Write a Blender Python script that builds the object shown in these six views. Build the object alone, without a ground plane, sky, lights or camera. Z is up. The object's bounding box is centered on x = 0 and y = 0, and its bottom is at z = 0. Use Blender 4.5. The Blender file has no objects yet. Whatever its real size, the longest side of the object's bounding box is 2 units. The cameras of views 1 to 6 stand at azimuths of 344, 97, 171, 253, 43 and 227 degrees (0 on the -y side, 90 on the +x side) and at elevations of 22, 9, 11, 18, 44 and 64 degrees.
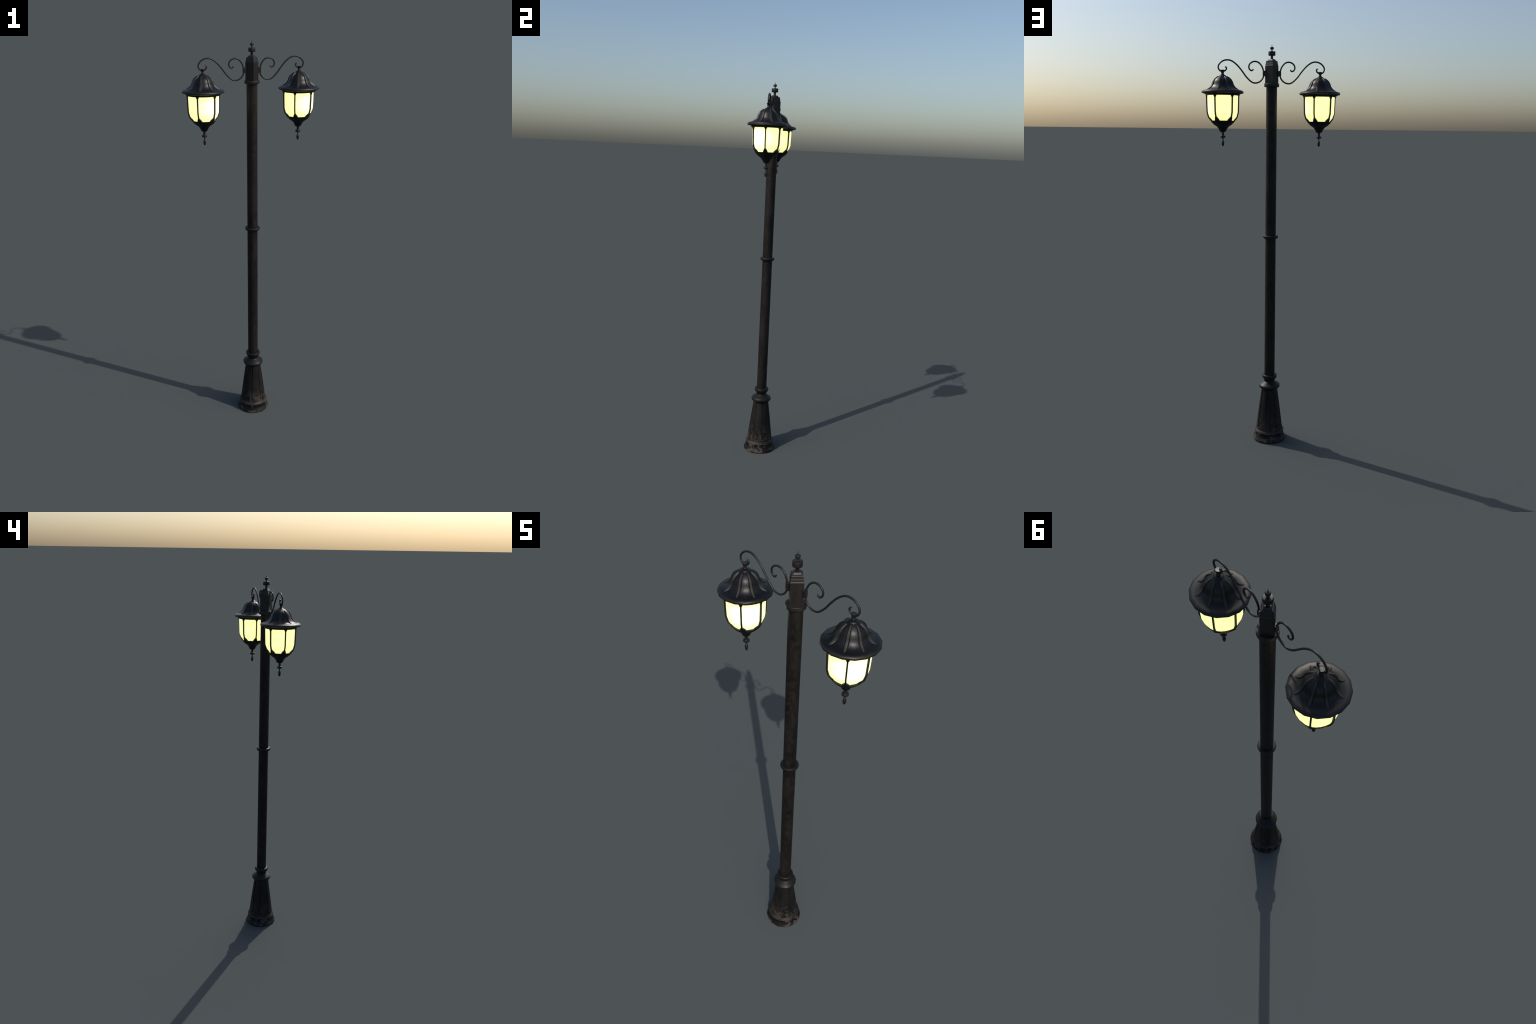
import bpy, bmesh, math
from math import sin, cos, pi, radians, hypot, atan2
from mathutils import Vector, Matrix

# ---------------------------------------------------------------- helpers
SEG = 16          # the castings are turned with sixteen facets


def new_object(name, mesh, parent, mat=None, loc=(0, 0, 0), rot_z=0.0):
    ob = bpy.data.objects.new(name, mesh)
    bpy.context.scene.collection.objects.link(ob)
    ob.parent = parent
    ob.location = loc
    ob.rotation_euler = (0, 0, rot_z)
    if mat is not None and len(mesh.materials) == 0:
        mesh.materials.append(mat)
    return ob


def finish(bm, name, sharp=38.0, smooth=True, recalc=True):
    if recalc:
        bmesh.ops.recalc_face_normals(bm, faces=bm.faces)
    me = bpy.data.meshes.new(name)
    bm.to_mesh(me)
    bm.free()
    if smooth:
        me.polygons.foreach_set("use_smooth", [True] * len(me.polygons))
        me.set_sharp_from_angle(angle=radians(sharp))
    return me


def soften(profile, amount=0.0006, limit=25.0):
    """Cut a small chamfer into every hard corner of a (r, z) profile."""
    out = [profile[0]]
    for i in range(1, len(profile) - 1):
        a, b, c = (Vector(p) for p in profile[i - 1:i + 2])
        d1, d2 = a - b, c - b
        if d1.length < 1e-6 or d2.length < 1e-6:
            out.append(tuple(b))
            continue
        turn = 180 - math.degrees(d1.angle(d2))
        if turn > limit and b.x > 0.002:
            k = min(amount, d1.length * 0.35, d2.length * 0.35)
            out.append(tuple(b + d1.normalized() * k))
            out.append(tuple(b + d2.normalized() * k))
        else:
            out.append(tuple(b))
    out.append(profile[-1])
    return out


def turn(name, profile, seg=SEG, chamfer=0.0006, sharp=38.0, cap=True):
    """Revolve a (r, z) profile, listed from top to bottom, round the z axis."""
    prof = soften(profile, chamfer) if chamfer else profile
    bm = bmesh.new()
    rings = []
    for r, z in prof:
        if r < 1e-5:
            rings.append([bm.verts.new((0, 0, z))])
        else:
            rings.append([bm.verts.new((r * cos(2 * pi * k / seg), r * sin(2 * pi * k / seg), z))
                          for k in range(seg)])
    for a, b in zip(rings, rings[1:]):
        for k in range(seg):
            n = (k + 1) % seg
            if len(a) == 1 and len(b) == 1:
                continue
            if len(a) == 1:
                bm.faces.new((a[0], b[k], b[n]))
            elif len(b) == 1:
                bm.faces.new((a[k], b[0], a[n]))
            else:
                bm.faces.new((a[k], b[k], b[n], a[n]))
    if cap:
        for ring in (rings[0], rings[-1]):
            if len(ring) > 1:
                bm.faces.new(ring)
    return finish(bm, name, sharp)


def interp(profile, z):
    """Radius of a top-to-bottom (r, z) profile at height z."""
    for (r0, z0), (r1, z1) in zip(profile, profile[1:]):
        if z1 <= z <= z0:
            t = 0 if z0 == z1 else (z0 - z) / (z0 - z1)
            return r0 + (r1 - r0) * t
    return profile[0][0] if z > profile[0][1] else profile[-1][0]


def smooth_path(points, per=6):
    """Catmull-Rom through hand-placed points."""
    P = [Vector(p) for p in points]
    P = [P[0] * 2 - P[1]] + P + [P[-1] * 2 - P[-2]]
    out = []
    for i in range(1, len(P) - 2):
        p0, p1, p2, p3 = P[i - 1:i + 3]
        for s in range(per):
            t = s / per
            out.append(0.5 * ((2 * p1) + (p2 - p0) * t + (2 * p0 - 5 * p1 + 4 * p2 - p3) * t * t
                              + (3 * p1 - p0 - 3 * p2 + p3) * t ** 3))
    out.append(P[-2])
    return out


def rod(name, path_xz, radius, seg=10):
    """Round bar bent in the x-z plane. radius(t) for t in 0..1 along the path."""
    bm = bmesh.new()
    n = len(path_xz)
    rings = []
    for i, p in enumerate(path_xz):
        q = path_xz[min(i + 1, n - 1)] - path_xz[max(i - 1, 0)]
        q.normalize()
        nx, nz = -q.y, q.x
        r = radius(i / (n - 1))
        rings.append([bm.verts.new((p.x + nx * r * cos(a), r * sin(a), p.y + nz * r * cos(a)))
                      for a in (2 * pi * k / seg for k in range(seg))])
    for a, b in zip(rings, rings[1:]):
        for k in range(seg):
            m = (k + 1) % seg
            bm.faces.new((a[k], a[m], b[m], b[k]))
    bm.faces.new(rings[0])
    bm.faces.new(rings[-1])
    return finish(bm, name, 50)


def box(bm, x0, x1, y0, y1, z0, z1, taper=0.0, bevel=0.0006):
    """Box; taper slopes its top and bottom towards +x."""
    v = [bm.verts.new(p) for p in (
        (x0, y0, z0), (x1, y0, z0 + taper), (x1, y1, z0 + taper), (x0, y1, z0),
        (x0, y0, z1), (x1, y0, z1 - taper), (x1, y1, z1 - taper), (x0, y1, z1))]
    fs = [bm.faces.new([v[i] for i in q]) for q in
          ((0, 3, 2, 1), (4, 5, 6, 7), (0, 1, 5, 4), (1, 2, 6, 5), (2, 3, 7, 6), (3, 0, 4, 7))]
    if bevel:
        es = list({e for f in fs for e in f.edges})
        bmesh.ops.bevel(bm, geom=es, offset=bevel, segments=1, affect='EDGES')


# ---------------------------------------------------------------- materials
class Nodes:
    def __init__(self, name):
        self.mat = bpy.data.materials.new(name)
        self.mat.use_nodes = True
        self.t = self.mat.node_tree
        self.bsdf = self.t.nodes["Principled BSDF"]
        self.tc = self.t.nodes.new("ShaderNodeTexCoord")

    def link(self, a, b):
        self.t.links.new(a, b)

    def coords(self, scale=(1, 1, 1), offset=(0, 0, 0)):
        m = self.t.nodes.new("ShaderNodeMapping")
        m.inputs["Scale"].default_value = scale
        m.inputs["Location"].default_value = offset
        self.link(self.tc.outputs["Object"], m.inputs["Vector"])
        return m.outputs["Vector"]

    def noise(self, vec, scale, detail=4.0, rough=0.55, distortion=0.0):
        n = self.t.nodes.new("ShaderNodeTexNoise")
        n.inputs["Scale"].default_value = scale
        n.inputs["Detail"].default_value = detail
        n.inputs["Roughness"].default_value = rough
        n.inputs["Distortion"].default_value = distortion
        self.link(vec, n.inputs["Vector"])
        return n.outputs["Fac"]

    def ramp(self, fac, lo, hi, a=0.0, b=1.0):
        r = self.t.nodes.new("ShaderNodeMapRange")
        r.interpolation_type = 'SMOOTHSTEP'
        r.inputs["From Min"].default_value = lo
        r.inputs["From Max"].default_value = hi
        r.inputs["To Min"].default_value = a
        r.inputs["To Max"].default_value = b
        self.link(fac, r.inputs["Value"])
        return r.outputs["Result"]

    def math(self, op, a, b):
        m = self.t.nodes.new("ShaderNodeMath")
        m.operation = op
        for i, s in enumerate((a, b)):
            if isinstance(s, (int, float)):
                m.inputs[i].default_value = s
            else:
                self.link(s, m.inputs[i])
        return m.outputs[0]

    def mix(self, fac, a, b):
        m = self.t.nodes.new("ShaderNodeMix")
        m.data_type = 'RGBA'
        for s, sock in ((fac, m.inputs["Factor"]), (a, m.inputs["A"]), (b, m.inputs["B"])):
            pass
        ins = {"f": m.inputs[0], "a": m.inputs[6], "b": m.inputs[7]}
        for key, s in (("f", fac), ("a", a), ("b", b)):
            if isinstance(s, tuple):
                ins[key].default_value = (*s, 1.0)
            elif isinstance(s, (int, float)):
                ins[key].default_value = s
            else:
                self.link(s, ins[key])
        return m.outputs[2]

    def height(self):
        g = self.t.nodes.new("ShaderNodeSeparateXYZ")
        self.link(self.tc.outputs["Object"], g.inputs[0])
        return g.outputs["Z"]

    def bump(self, fac, strength, distance=0.002):
        b = self.t.nodes.new("ShaderNodeBump")
        b.inputs["Strength"].default_value = strength
        b.inputs["Distance"].default_value = distance
        self.link(fac, b.inputs["Height"])
        self.link(b.outputs["Normal"], self.bsdf.inputs["Normal"])

    def done(self, colour, rough, metallic=0.0, specular=0.5):
        for s, sock in ((colour, "Base Color"), (rough, "Roughness")):
            i = self.bsdf.inputs[sock]
            if isinstance(s, tuple):
                i.default_value = (*s, 1.0)
            elif isinstance(s, (int, float)):
                i.default_value = s
            else:
                self.link(s, i)
        self.bsdf.inputs["Metallic"].default_value = metallic
        self.bsdf.inputs["Specular IOR Level"].default_value = specular
        return self.mat


def painted_iron(name, dark, light, rough=0.5, scale=22.0, stretch=0.5, specular=0.5, metallic=0.0,
                 grain=0.15):
    """Black iron paint with soft brown mottling and a fine grain."""
    m = Nodes(name)
    big = m.noise(m.coords((1, 1, stretch)), scale, 3.0, 0.5)
    fine = m.noise(m.coords((1, 1, 0.6)), scale * 9, 3.0, 0.6)
    f = m.math('ADD', m.ramp(big, 0.32, 0.62, 0.0, 0.75), m.ramp(fine, 0.35, 0.7, 0.0, 0.35))
    col = m.mix(f, dark, light)
    r = m.ramp(big, 0.3, 0.7, rough + 0.06, rough - 0.04)
    if grain > 0:
        m.bump(fine, grain, 0.001)
    return m.done(col, r, metallic, specular)


mat_iron = painted_iron("iron_paint", (0.0075, 0.0068, 0.0062), (0.0165, 0.0138, 0.0122), 0.44, 40, 0.8, 0.32)
mat_cap = painted_iron("cap_paint", (0.0082, 0.0072, 0.0066), (0.0205, 0.0172, 0.0153), 0.42, 34, 0.35, 0.30)
mat_rod = painted_iron("rod_paint", (0.009, 0.0078, 0.007), (0.0165, 0.014, 0.0125), 0.42, 60, 1.0, 0.36)
def roof_enamel():
    """Glossy black enamel, rubbed to brown along the outer edge of the brim."""
    m = Nodes("roof_enamel")
    big = m.noise(m.coords(), 26, 4.0, 0.6)
    fine = m.noise(m.coords(), 160, 3.0, 0.6)
    g = m.t.nodes.new("ShaderNodeSeparateXYZ")
    m.link(m.tc.outputs["Object"], g.inputs[0])
    radius = m.math('SQRT', m.math('ADD', m.math('MULTIPLY', g.outputs["X"], g.outputs["X"]),
                                   m.math('MULTIPLY', g.outputs["Y"], g.outputs["Y"])), 0.0)
    worn = m.math('MULTIPLY', m.ramp(radius, 0.086, 0.099), m.ramp(big, 0.34, 0.60, 0.25, 1.0))
    worn = m.math('MULTIPLY', worn, m.ramp(fine, 0.3, 0.6, 0.6, 1.0))
    enamel = m.mix(m.ramp(big, 0.35, 0.65), (0.0014, 0.0014, 0.0014), (0.0036, 0.0031, 0.0028))
    col = m.mix(worn, enamel, (0.0150, 0.0125, 0.0108))
    return m.done(col, 0.43, 0.0, 0.40)


mat_roof = roof_enamel()
mat_rib = painted_iron("rib_worn_paint", (0.019, 0.0165, 0.0145), (0.032, 0.027, 0.0235), 0.48, 50, 1.0, 0.36)
mat_soffit = painted_iron("soffit_dark", (0.0012, 0.0012, 0.0012), (0.0024, 0.0023, 0.0022), 0.6, 30, 1.0, 0.10)
mat_frame = painted_iron("frame_paint", (0.0030, 0.0030, 0.0030), (0.0058, 0.0055, 0.0052), 0.5, 30, 1.0, 0.25)
mat_collar = painted_iron("collar_paint", (0.0040, 0.0039, 0.0038), (0.0100, 0.0086, 0.0076), 0.46, 34, 1.0, 0.28)


def pole_paint():
    """Near-black paint: soft brown rust bloom, fine rusty specks and small dark blots."""
    m = Nodes("pole_paint")
    bloom = m.noise(m.coords((1, 1, 0.6)), 21, 4.0, 0.6)
    blot = m.noise(m.coords((1, 1, 0.75), (1.7, 4.1, 0.3)), 40, 2.0, 0.45)
    speck = m.noise(m.coords((1, 1, 0.7)), 130, 3.0, 0.65)
    fine = m.noise(m.coords(), 330, 2.0, 0.6)
    col = m.mix(m.ramp(bloom, 0.36, 0.62), (0.0034, 0.0034, 0.0033), (0.0112, 0.0088, 0.0073))
    col = m.mix(m.ramp(speck, 0.48, 0.68, 0.0, 0.50), col, (0.027, 0.0195, 0.0152))
    col = m.mix(m.ramp(blot, 0.57, 0.68, 0.0, 0.75), col, (0.0018, 0.0018, 0.0018))
    m.bump(m.math('ADD', fine, speck), 0.14, 0.001)
    return m.done(col, m.ramp(bloom, 0.3, 0.7, 0.52, 0.60), 0.0, 0.24)


mat_pole = pole_paint()


def base_paint():
    """Black paint, scuffed with brown dust low down on the cone."""
    m = Nodes("base_paint")
    big = m.noise(m.coords((1, 1, 0.5)), 24, 4.0, 0.55)
    fine = m.noise(m.coords((1, 1, 0.5)), 190, 4.0, 0.65)
    col = m.mix(m.ramp(big, 0.35, 0.65), (0.0036, 0.0035, 0.0034), (0.0100, 0.0084, 0.0074))
    low = m.ramp(m.height(), 0.170, 0.060)
    patch = m.noise(m.coords((1, 1, 0.8), (3, 1, 0)), 42, 6.0, 0.70, 0.5)
    dust = m.math('MULTIPLY', m.ramp(patch, 0.47, 0.58), low)
    dust = m.math('MULTIPLY', dust, m.ramp(fine, 0.3, 0.6, 0.35, 1.0))
    col = m.mix(dust, col, (0.050, 0.040, 0.034))
    m.bump(m.math('ADD', fine, m.math('MULTIPLY', dust, 0.6)), 0.25, 0.0012)
    return m.done(col, m.ramp(dust, 0, 1, 0.55, 0.75), 0.0, 0.26)


def plinth_paint():
    """Black paint flaked off in hard-edged brown patches."""
    m = Nodes("plinth_flaked_paint")
    big = m.noise(m.coords((1, 1, 1.0), (7.3, 2.1, 0.4)), 29, 5.0, 0.58, 0.6)
    fine = m.noise(m.coords(), 170, 4.0, 0.65)
    flake = m.ramp(m.math('ADD', big, m.math('MULTIPLY', fine, 0.10)), 0.572, 0.590)
    bare = m.mix(m.ramp(fine, 0.3, 0.7), (0.032, 0.0252, 0.0212), (0.068, 0.0540, 0.0455))
    paint = m.mix(m.ramp(fine, 0.4, 0.7), (0.0028, 0.0028, 0.0028), (0.0085, 0.0076, 0.0070))
    col = m.mix(flake, paint, bare)
    m.bump(m.math('ADD', m.math('MULTIPLY', flake, -1.0), m.math('MULTIPLY', fine, 0.3)), 0.3, 0.0012)
    return m.done(col, m.ramp(flake, 0, 1, 0.5, 0.8), 0.0, 0.25)


def lip_paint():
    """Moulding rubbed back to brown along its whole length."""
    m = Nodes("lip_rubbed_paint")
    big = m.noise(m.coords(), 30, 4.0, 0.6)
    fine = m.noise(m.coords(), 180, 4.0, 0.65)
    f = m.math('ADD', m.ramp(big, 0.38, 0.62, 0.0, 0.7), m.ramp(fine, 0.35, 0.7, 0.0, 0.3))
    col = m.mix(f, (0.0050, 0.0043, 0.0038), (0.030, 0.0240, 0.0203))
    edge = m.math('MULTIPLY', m.ramp(m.height(), 0.0478, 0.0456), m.ramp(big, 0.30, 0.50, 0.35, 1.0))  # paler band painting the thin highlight along the lip edge
    col = m.mix(edge, col, (0.055, 0.0445, 0.038))
    m.bump(fine, 0.25, 0.001)
    return m.done(col, 0.6, 0.0, 0.3)


def lit_glass():
    """Opal glass glowing warm yellow from the lamp inside."""
    m = Nodes("glowing_opal_glass")
    cloud = m.noise(m.coords(), 14, 2.0, 0.5)
    glow = m.mix(m.ramp(cloud, 0.3, 0.7), (1.0, 0.99, 0.335), (1.0, 1.0, 0.365))
    m.link(glow, m.bsdf.inputs["Emission Color"])
    m.bsdf.inputs["Emission Strength"].default_value = 1.0
    return m.done((0.86, 0.86, 0.80), 0.30, 0.0, 0.5)


mat_base, mat_plinth, mat_lip, mat_glass = base_paint(), plinth_paint(), lip_paint(), lit_glass()

# ---------------------------------------------------------------- the lamp post
lamp = bpy.data.objects.new("street_lamp", None)
bpy.context.scene.collection.objects.link(lamp)
lamp["label"] = "black iron lamp post with two glowing hanging lanterns on scrolled arms"
lamp["category"] = "street lamp"

POST_X = 0.0006          # the post stands a hair off the midpoint between the lanterns

# -- plinth: flared foot
plinth = turn("plinth", [(0.0764, 0.0442), (0.0762, 0.0415), (0.0756, 0.0380), (0.0753, 0.0320), (0.0760, 0.0260),
                         (0.0788, 0.0175), (0.0830, 0.0098), (0.0857, 0.0045), (0.0857, 0.0)], chamfer=0.0003, sharp=22)
new_object("plinth", plinth, lamp, mat_plinth, loc=(POST_X, 0, 0))

# -- moulded lip between the foot and the cone
lip = turn("base_moulding", [(0.0660, 0.0592), (0.0698, 0.0556), (0.0730, 0.0520), (0.0756, 0.0480), (0.0770, 0.0452),
                             (0.0768, 0.0440), (0.0758, 0.0436)], chamfer=0.0002, sharp=24)
new_object("base_moulding", lip, lamp, mat_lip, loc=(POST_X, 0, 0))


# -- tapered base with eight sunk flutes
def fluted_cone(name, profile, count=8, phase=radians(22.5), width=0.0105, depth=0.0030,
                z_top=0.2685, z_bot=0.066):
    bm = bmesh.new()
    zs = [profile[0][1], z_top + 0.0012, z_top, z_top - 0.0012]
    zs += [z_top + (z_bot - z_top) * k / 6 for k in range(1, 6)]
    zs += [z_bot + 0.0012, z_bot, z_bot - 0.0012, profile[-1][1]]
    rows = []
    for z in zs:
        R = interp(profile, z)
        d = depth if z_bot < z < z_top else 0.0
        if z in (z_top, z_bot):
            d = depth * 0.5
        row = []
        for k in range(count):
            c = phase + 2 * pi * k / count
            nxt = 2 * pi / count
            h = width / 2 / R
            s = 0.0013 / R
            for a, dd in ((-h, 0.0), (-h + s, d), (0.0, d * 1.05), (h - s, d), (h, 0.0)):
                row.append((c + a, R - dd))
            for q in (0.25, 0.5, 0.75):
                row.append((c + h + (nxt - 2 * h) * q, R))
        rows.append([bm.verts.new((r * cos(a), r * sin(a), z)) for a, r in row])
    n = len(rows[0])
    for a, b in zip(rows, rows[1:]):
        for k in range(n):
            m = (k + 1) % n
            bm.faces.new((a[k], b[k], b[m], a[m]))
    bm.faces.new(rows[0])
    bm.faces.new(rows[-1])
    return finish(bm, name, 25)


cone_profile = [(0.0408, 0.2735), (0.0412, 0.268), (0.0493, 0.2084), (0.0570, 0.1486), (0.0686, 0.0560)]
new_object("tapered_base", fluted_cone("tapered_base", cone_profile), lamp, mat_base, loc=(POST_X, 0, 0))

# -- collars on top of the cone
collar = turn("base_collar", [(0.0270, 0.3180), (0.0280, 0.3140), (0.0306, 0.3118), (0.0395, 0.3070), (0.0484, 0.3005),
                              (0.0500, 0.2993), (0.0532, 0.2965), (0.0545, 0.2925), (0.0543, 0.2895), (0.0530, 0.2845),
                              (0.0475, 0.2785), (0.0420, 0.2730), (0.0395, 0.2715)], chamfer=0.0004, sharp=22)
new_object("base_collar", collar, lamp, mat_collar, loc=(POST_X, 0, -0.0010))
collar2 = turn("neck_collar", [(0.0262, 0.3520), (0.0350, 0.3516), (0.0374, 0.3500), (0.0384, 0.3465), (0.0382, 0.3420),
                               (0.0374, 0.3365), (0.0340, 0.3310), (0.0296, 0.3270), (0.0282, 0.3235),
                               (0.0278, 0.3170), (0.0276, 0.3120)], chamfer=0.0004)
new_object("neck_collar", collar2, lamp, mat_collar, loc=(POST_X, 0, -0.0010))

# -- the pole
pole = turn("pole", [(0.0261, 1.806)] + [(0.0261 + 0.0005 * k / 12, 1.80 - 1.46 * k / 12) for k in range(13)],
            seg=32, chamfer=0)
new_object("pole", pole, lamp, mat_pole, loc=(POST_X, 0, 0))
ring = turn("pole_ring", [(0.0255, 1.0830), (0.0350, 1.0826), (0.0372, 1.0815), (0.0382, 1.0790), (0.0383, 1.0740),
                          (0.0368, 1.0700), (0.0338, 1.0672), (0.0300, 1.0656), (0.0255, 1.0645)], chamfer=0.0003)
new_object("pole_ring", ring, lamp, mat_collar, loc=(POST_X, 0, 0))

# -- collar below the cap
cap_ring = turn("cap_ring", [(0.0250, 1.8190), (0.0345, 1.8190), (0.0365, 1.8178), (0.0365, 1.8040), (0.0345, 1.8025),
                             (0.0255, 1.8020)], chamfer=0.0005)
new_object("cap_ring", cap_ring, lamp, mat_iron, loc=(POST_X, 0, 0))

# -- square cap with stepped mouldings, standing corner-on to the arms
cap_steps = [(0.0, 1.9318), (0.0140, 1.9316), (0.0160, 1.9310), (0.0180, 1.9270), (0.0213, 1.9240),
             (0.0266, 1.9238), (0.0273, 1.9215), (0.0280, 1.9165), (0.0286, 1.9122), (0.0297, 1.9112),
             (0.0301, 1.9070), (0.0306, 1.9024), (0.0321, 1.9014), (0.0321, 1.8185)]
cap = turn("cap", cap_steps, seg=4, chamfer=0)
for edge in cap.edges:                       # cast steps are rounded over; only the arrises stay crisp
    p, q = (cap.vertices[k].co for k in edge.vertices)
    upright = hypot(p.x - q.x, p.y - q.y) < 0.012 and abs(p.z - q.z) > 1e-5
    edge.use_edge_sharp = upright or abs(p.z - 1.9014) + abs(q.z - 1.9014) < 1e-4 or max(p.z, q.z) < 1.82
new_object("cap", cap, lamp, mat_cap, loc=(POST_X, 0, 0))

# -- finial on the cap
finial = turn("finial", [(0.0, 2.0000), (0.0007, 1.9985), (0.0012, 1.9930), (0.0018, 1.9885), (0.0026, 1.9872),
                         (0.0060, 1.9868), (0.0084, 1.9858), (0.0093, 1.9840), (0.0088, 1.9818), (0.0093, 1.9800),
                         (0.0091, 1.9772), (0.0060, 1.9760), (0.0032, 1.9750), (0.0028, 1.9720), (0.0030, 1.9692),
                         (0.0050, 1.9676), (0.0090, 1.9668), (0.0163, 1.9667), (0.0171, 1.9660), (0.0171, 1.9494),
                         (0.0155, 1.9478), (0.0062, 1.9474), (0.0061, 1.9400), (0.0062, 1.9310)], chamfer=0.0002, sharp=28)
new_object("finial", finial, lamp, mat_iron, loc=(POST_X, 0, 0))

# ---------------------------------------------------------------- scrolled arms
arm_points = [
    (0.0889, 1.8845), (0.0905, 1.8832), (0.0925, 1.8800), (0.0952, 1.8781), (0.0980, 1.8777), (0.1031, 1.8792),
    (0.1082, 1.8848), (0.1111, 1.8937), (0.1088, 1.9043), (0.1020, 1.9126), (0.0922, 1.9181), (0.0824, 1.9200),
    (0.0727, 1.9190), (0.0652, 1.9157), (0.0556, 1.9079), (0.0482, 1.8975), (0.0430, 1.8855), (0.0410, 1.8770),
    (0.0404, 1.8655), (0.0408, 1.8545), (0.0420, 1.8470), (0.0450, 1.8415), (0.0528, 1.8318), (0.0626, 1.8248),
    (0.0730, 1.8212), (0.0824, 1.8206), (0.0920, 1.8224), (0.1018, 1.8281), (0.1141, 1.8388), (0.1263, 1.8522),
    (0.1384, 1.8685), (0.1506, 1.8838), (0.1627, 1.8975), (0.1748, 1.9083), (0.1868, 1.9168), (0.1965, 1.9215),
    (0.2070, 1.9239), (0.2178, 1.9238), (0.2290, 1.9211), (0.2398, 1.9156), (0.2483, 1.9078), (0.2541, 1.8995),
    (0.2560, 1.8914), (0.2545, 1.8830), (0.2497, 1.8756), (0.2425, 1.8716), (0.2353, 1.8709), (0.2268, 1.8733),
    (0.2200, 1.8785), (0.2174, 1.8850), (0.2190, 1.8900), (0.2212, 1.8908), (0.2230, 1.8892)]


def arm_radius(t):
    if t > 0.985:                       # beaded end above the hook
        return 0.0036 + 0.0013 * min(1.0, (t - 0.985) / 0.01)
    if t < 0.06:                        # the small curl thins towards its tip
        return 0.0029 + 0.0007 * t / 0.06
    return 0.00365


arm_mesh = rod("scroll_arm", smooth_path(arm_points, 5), arm_radius)
arm_mesh.materials.append(mat_rod)

# clamp that holds the arm to the cap: back plate, core and three straps
bm = bmesh.new()
box(bm, 0.0275, 0.0372, -0.0063, 0.0063, 1.8525, 1.8785, 0.0)
box(bm, 0.0368, 0.0420, -0.0040, 0.0040, 1.8540, 1.8770, 0.0)
for z0, z1 in ((1.8532, 1.8582), (1.8630, 1.8676), (1.8724, 1.8779)):
    box(bm, 0.0370, 0.0436, -0.0060, 0.0060, z0, z1, 0.0)
box(bm, 0.0418, 0.0442, -0.0056, 0.0056, 1.8536, 1.8775, 0.0010)
clamp_mesh = finish(bm, "clamp", 30)
clamp_mesh.materials.append(mat_rod)

# ---------------------------------------------------------------- lantern
LANTERN_X = 0.2360

# roof outline (r, z) from the crown ring out to the brim
roof_profile = [(0.0240, 1.8470), (0.0298, 1.8432), (0.0398, 1.8348), (0.0440, 1.8293), (0.0475, 1.8232),
                (0.0502, 1.8163), (0.0525, 1.8093), (0.0569, 1.8022), (0.0638, 1.7943), (0.0710, 1.7900),
                (0.0790, 1.7868), (0.0868, 1.7848)]
roof_mesh = turn("roof", [(0.0052, 1.8600), (0.0078, 1.8590), (0.0080, 1.8562), (0.0118, 1.8546), (0.0162, 1.8526),
                          (0.0172, 1.8504), (0.0200, 1.8490)] + roof_profile +
                 [(0.0912, 1.7838), (0.0955, 1.7822), (0.0988, 1.7798), (0.1001, 1.7778),
                  (0.1005, 1.7745), (0.1000, 1.7714), (0.0980, 1.7702)], chamfer=0, sharp=48, cap=False)
roof_mesh.materials.append(mat_roof)
soffit_mesh = turn("roof_soffit", [(0.0981, 1.7702), (0.0965, 1.7697), (0.0915, 1.7690), (0.0878, 1.7688), (0.0870, 1.7670),
                                   (0.0780, 1.7668)], chamfer=0, sharp=25, cap=False)
soffit_mesh.materials.append(mat_soffit)


def rib(name):
    """Raised rib that follows the roof outline; made along +x."""
    bm = bmesh.new()
    path = [p for p in roof_profile if p[0] < 0.081] + [(0.0825, 1.7858)]
    n = len(path)
    rows = []
    for i, (r, z) in enumerate(path):
        a = path[max(i - 1, 0)]
        b = path[min(i + 1, n - 1)]
        d = Vector((b[0] - a[0], b[1] - a[1])).normalized()
        nx, nz = -d.y, d.x                       # outward normal of the outline
        if nx < 0:
            nx, nz = -nx, -nz
        t = i / (n - 1)
        w = 0.0046 + 0.0034 * min(1, t * 2.4)
        h = 0.0036 * min(1.0, 0.55 + t * 3)
        if t > 0.78:                             # runs out flat on the brim
            k = (1 - t) / 0.22
            w *= 0.30 + 0.70 * k
            h *= k
        rr = r - 0.0008                          # seated slightly into the roof facet
        prof = ((-w, -0.0014), (-w * 0.50, h * 0.92), (0, h), (w * 0.50, h * 0.92), (w, -0.0014))
        rows.append([bm.verts.new((rr + nx * o, y, z + nz * o)) for y, o in prof])
    for a, b in zip(rows, rows[1:]):
        for k in range(len(a) - 1):
            bm.faces.new((a[k], b[k], b[k + 1], a[k + 1])).material_index = 0 if k in (1, 2) else 1  # flanks take the blacker roof material, colouring in their shade
        bm.faces.new((a[-1], b[-1], b[0], a[0]))
    bm.faces.new(rows[0])
    bm.faces.new(rows[-1])
    return finish(bm, name, 44)


rib_mesh = rib("roof_rib")
rib_mesh.materials.append(mat_rib)
rib_mesh.materials.append(mat_roof)

hanger_mesh = turn("hanger", [(0.0090, 1.8782), (0.0095, 1.8777), (0.0094, 1.8742), (0.0080, 1.8705), (0.0071, 1.8690),
                              (0.0072, 1.8655), (0.0069, 1.8645), (0.0058, 1.8632), (0.0057, 1.8614), (0.0073, 1.8592),
                              (0.0072, 1.8568), (0.0058, 1.8556), (0.0056, 1.8535)], seg=12, chamfer=0.0002, sharp=28)
hanger_mesh.materials.append(mat_rod)

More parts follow.
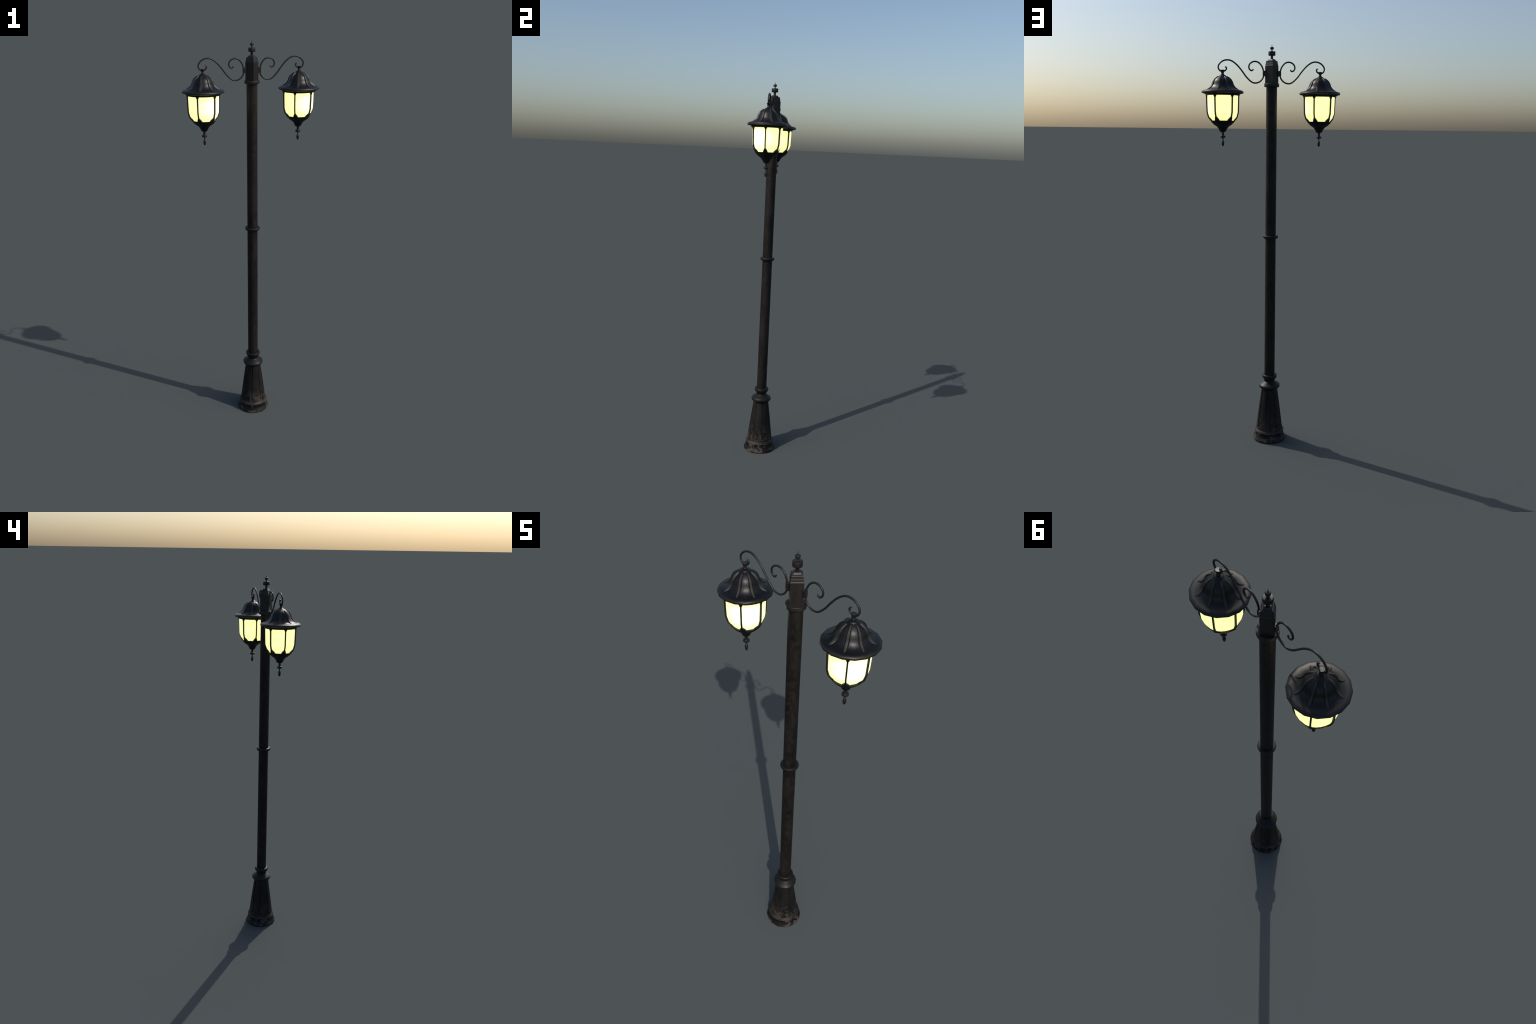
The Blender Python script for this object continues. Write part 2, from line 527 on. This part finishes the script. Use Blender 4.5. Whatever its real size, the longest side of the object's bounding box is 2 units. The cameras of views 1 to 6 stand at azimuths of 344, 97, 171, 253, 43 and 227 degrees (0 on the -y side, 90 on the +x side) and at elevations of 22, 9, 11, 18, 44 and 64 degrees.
# body outline of the glazed part and the cup under it
body_profile = [(0.0799, 1.7660), (0.0794, 1.7560), (0.0790, 1.7326), (0.0784, 1.7125), (0.0777, 1.6925),
                (0.0773, 1.6815), (0.0747, 1.6710), (0.0703, 1.6560), (0.0639, 1.6477), (0.0580, 1.6410)]
cup_profile = [(0.0594, 1.6425), (0.0576, 1.6394), (0.0514, 1.6320), (0.0430, 1.6238), (0.0385, 1.6206),
               (0.0322, 1.6170), (0.0280, 1.6132), (0.0240, 1.6090), (0.0210, 1.6048), (0.0188, 1.6005),
               (0.0165, 1.5955), (0.0146, 1.5915), (0.0136, 1.5902), (0.0060, 1.5886)]
SIDES = 24


# six bars; the two bays facing front and back are a little wider than the four at the sides
BAY = radians(57.6)
BARS = [(0.0, 1.0), (BAY, 0.996), (pi - BAY, 0.996), (pi, 1.0), (pi + BAY, 0.996), (-BAY, 0.996)]
GLASS_INSET = 0.0060


def outline(z):
    """Radius of the body, and the slope of its side, at height z."""
    return interp(body_profile, z), (interp(body_profile, z + 0.003) - interp(body_profile, z - 0.003)) / 0.006


def lantern_frame(name):
    """Upper rail plus six bars that widen into corner webs at both ends."""
    bm = bmesh.new()
    rail = [(0.0814, 1.7675), (0.0820, 1.7660), (0.0820, 1.7605), (0.0807, 1.7592), (0.0700, 1.7592), (0.0700, 1.7675)]
    rings = [[bm.verts.new((r * cos(2 * pi * k / SIDES), 0.98 * r * sin(2 * pi * k / SIDES), z)) for k in range(SIDES)]
             for r, z in rail]
    for a, b in zip(rings, rings[1:] + rings[:1]):
        for k in range(SIDES):
            m = (k + 1) % SIDES
            bm.faces.new((a[k], b[k], b[m], a[m]))

    zs = [1.7612, 1.7592, 1.7550, 1.7495, 1.7445, 1.7326, 1.7125, 1.6925, 1.6815, 1.6760, 1.6710, 1.6640, 1.6600, 1.6560,
          1.6518, 1.6477, 1.6440, 1.6408]

    def half_width(z):
        w = 0.0026
        if z > 1.7495:
            w += 0.0050 * (z - 1.7495) / 0.0097
        if z < 1.6605:
            w += 0.0088 * (1.6605 - z) / 0.0190
        return w

    for a0, size in BARS:
        ca, sa = cos(a0), sin(a0)
        rows = []
        for z in zs:
            R, slope = outline(z)
            blend = min(1.0, max(0.0, (z - 1.641) / 0.02))      # bars meet the round cup at the bottom
            R *= 1.0 - (1.0 - size) * blend
            nrm = 1 / math.sqrt(1 + slope * slope)
            w = half_width(z)
            row = []
            for y, dep in ((-w, 0), (-w * 0.6, 0), (0, 0), (w * 0.6, 0), (w, 0), (w, 0.0086), (0, 0.0086), (-w, 0.0086)):
                d = dep + (0.0005 if abs(y) == w and dep == 0 else 0.0)
                x = math.sqrt(R * R - y * y) - d * nrm
                row.append(bm.verts.new((x * ca - y * sa, x * sa + y * ca, z + d * nrm * slope)))
            rows.append(row)
        for a, b in zip(rows, rows[1:]):
            m = len(a)
            for q in range(m):
                bm.faces.new((a[q], b[q], b[(q + 1) % m], a[(q + 1) % m]))
        bm.faces.new(rows[0])
        bm.faces.new(rows[-1])
    return finish(bm, name, 40)


frame_mesh = lantern_frame("lantern")
frame_mesh.materials.append(mat_frame)
cup_mesh = turn("lantern_cup", cup_profile, seg=SIDES, chamfer=0, sharp=45)
cup_mesh.materials.append(mat_frame)


def pane(name, a0, size0, a1, size1, belly):
    """One bent glass pane between two bars: a solid sheet, gently bowed."""
    bm = bmesh.new()
    zs = [1.7640, 1.7540, 1.7326, 1.7125, 1.6925, 1.6815, 1.6760, 1.6710, 1.6635, 1.6560, 1.6518, 1.6477, 1.6400]
    inset = radians(0.6)
    spans = 4
    outer, inner = [], []
    for z in zs:
        R, slope = outline(z)
        nrm = 1 / math.sqrt(1 + slope * slope)
        for store, thick in ((outer, 0.0), (inner, 0.0016)):
            row = []
            sunk = 0.0045 * min(1.0, max(0.0, (1.676 - z) / 0.028))   # recedes behind the lower webs
            for q in range(spans + 1):
                t = q / spans
                mid = 4 * t * (1 - t)
                a = a0 + inset + (a1 - a0 - 2 * inset) * t
                size = (size0 + (size1 - size0) * t) * (1 - mid) + belly * mid
                d = GLASS_INSET * (1 - mid) + sunk * mid + thick
                r = R * size - d * nrm
                row.append(bm.verts.new((r * cos(a), r * sin(a), z + d * nrm * slope)))
            store.append(row)
    for i in range(len(zs) - 1):
        for k in range(spans):
            bm.faces.new((outer[i][k], outer[i + 1][k], outer[i + 1][k + 1], outer[i][k + 1]))
            bm.faces.new((inner[i][k], inner[i][k + 1], inner[i + 1][k + 1], inner[i + 1][k]))
        for k in (0, spans):
            bm.faces.new((outer[i][k], inner[i][k], inner[i + 1][k], outer[i + 1][k]))
    for i in (0, len(zs) - 1):
        for k in range(spans):
            bm.faces.new((outer[i][k], outer[i][k + 1], inner[i][k + 1], inner[i][k]))
    me = finish(bm, name, 50)
    me.materials.append(mat_glass)
    return me


front_pane = pane("glass_pane", BAY, 0.996, pi - BAY, 0.996, 0.938)
right_pane = pane("glass_pane", 0.0, 1.0, BAY, 0.996, 0.922)
left_pane = pane("glass_pane", pi - BAY, 0.996, pi, 1.0, 0.922)

drop_mesh = turn("lantern_finial", [(0.0060, 1.5895), (0.0061, 1.5870), (0.0058, 1.5819), (0.0064, 1.5722),
                                    (0.0112, 1.5718), (0.0126, 1.5708), (0.0126, 1.5626), (0.0112, 1.5617),
                                    (0.0040, 1.5615), (0.0030, 1.5570), (0.0026, 1.5512), (0.0034, 1.5498),
                                    (0.0050, 1.5476), (0.0063, 1.5435), (0.0067, 1.5385), (0.0065, 1.5335),
                                    (0.0054, 1.5278), (0.0038, 1.5240), (0.0018, 1.5218), (0.0, 1.5213)], seg=12,
                 chamfer=0.0003)
drop_mesh.materials.append(mat_iron)

for side in (1, -1):
    turned = 0.0 if side == 1 else pi
    arm = new_object("scroll_arm", arm_mesh, lamp, loc=(0, 0, -0.0008), rot_z=turned)
    new_object("clamp", clamp_mesh, arm)
    lantern = new_object("lantern", frame_mesh, lamp, loc=(side * LANTERN_X, 0, -0.0008), rot_z=turned)
    new_object("roof", roof_mesh, lantern)
    new_object("roof_soffit", soffit_mesh, lantern)
    new_object("hanger", hanger_mesh, lantern)
    new_object("lantern_cup", cup_mesh, lantern)
    new_object("lantern_finial", drop_mesh, lantern)
    for k in range(8):
        new_object("roof_rib", rib_mesh, lantern, rot_z=radians(22.5 + 45 * k))
    for half in (0.0, pi):
        for mesh in (right_pane, front_pane, left_pane):
            new_object("glass_pane", mesh, lantern, rot_z=half)
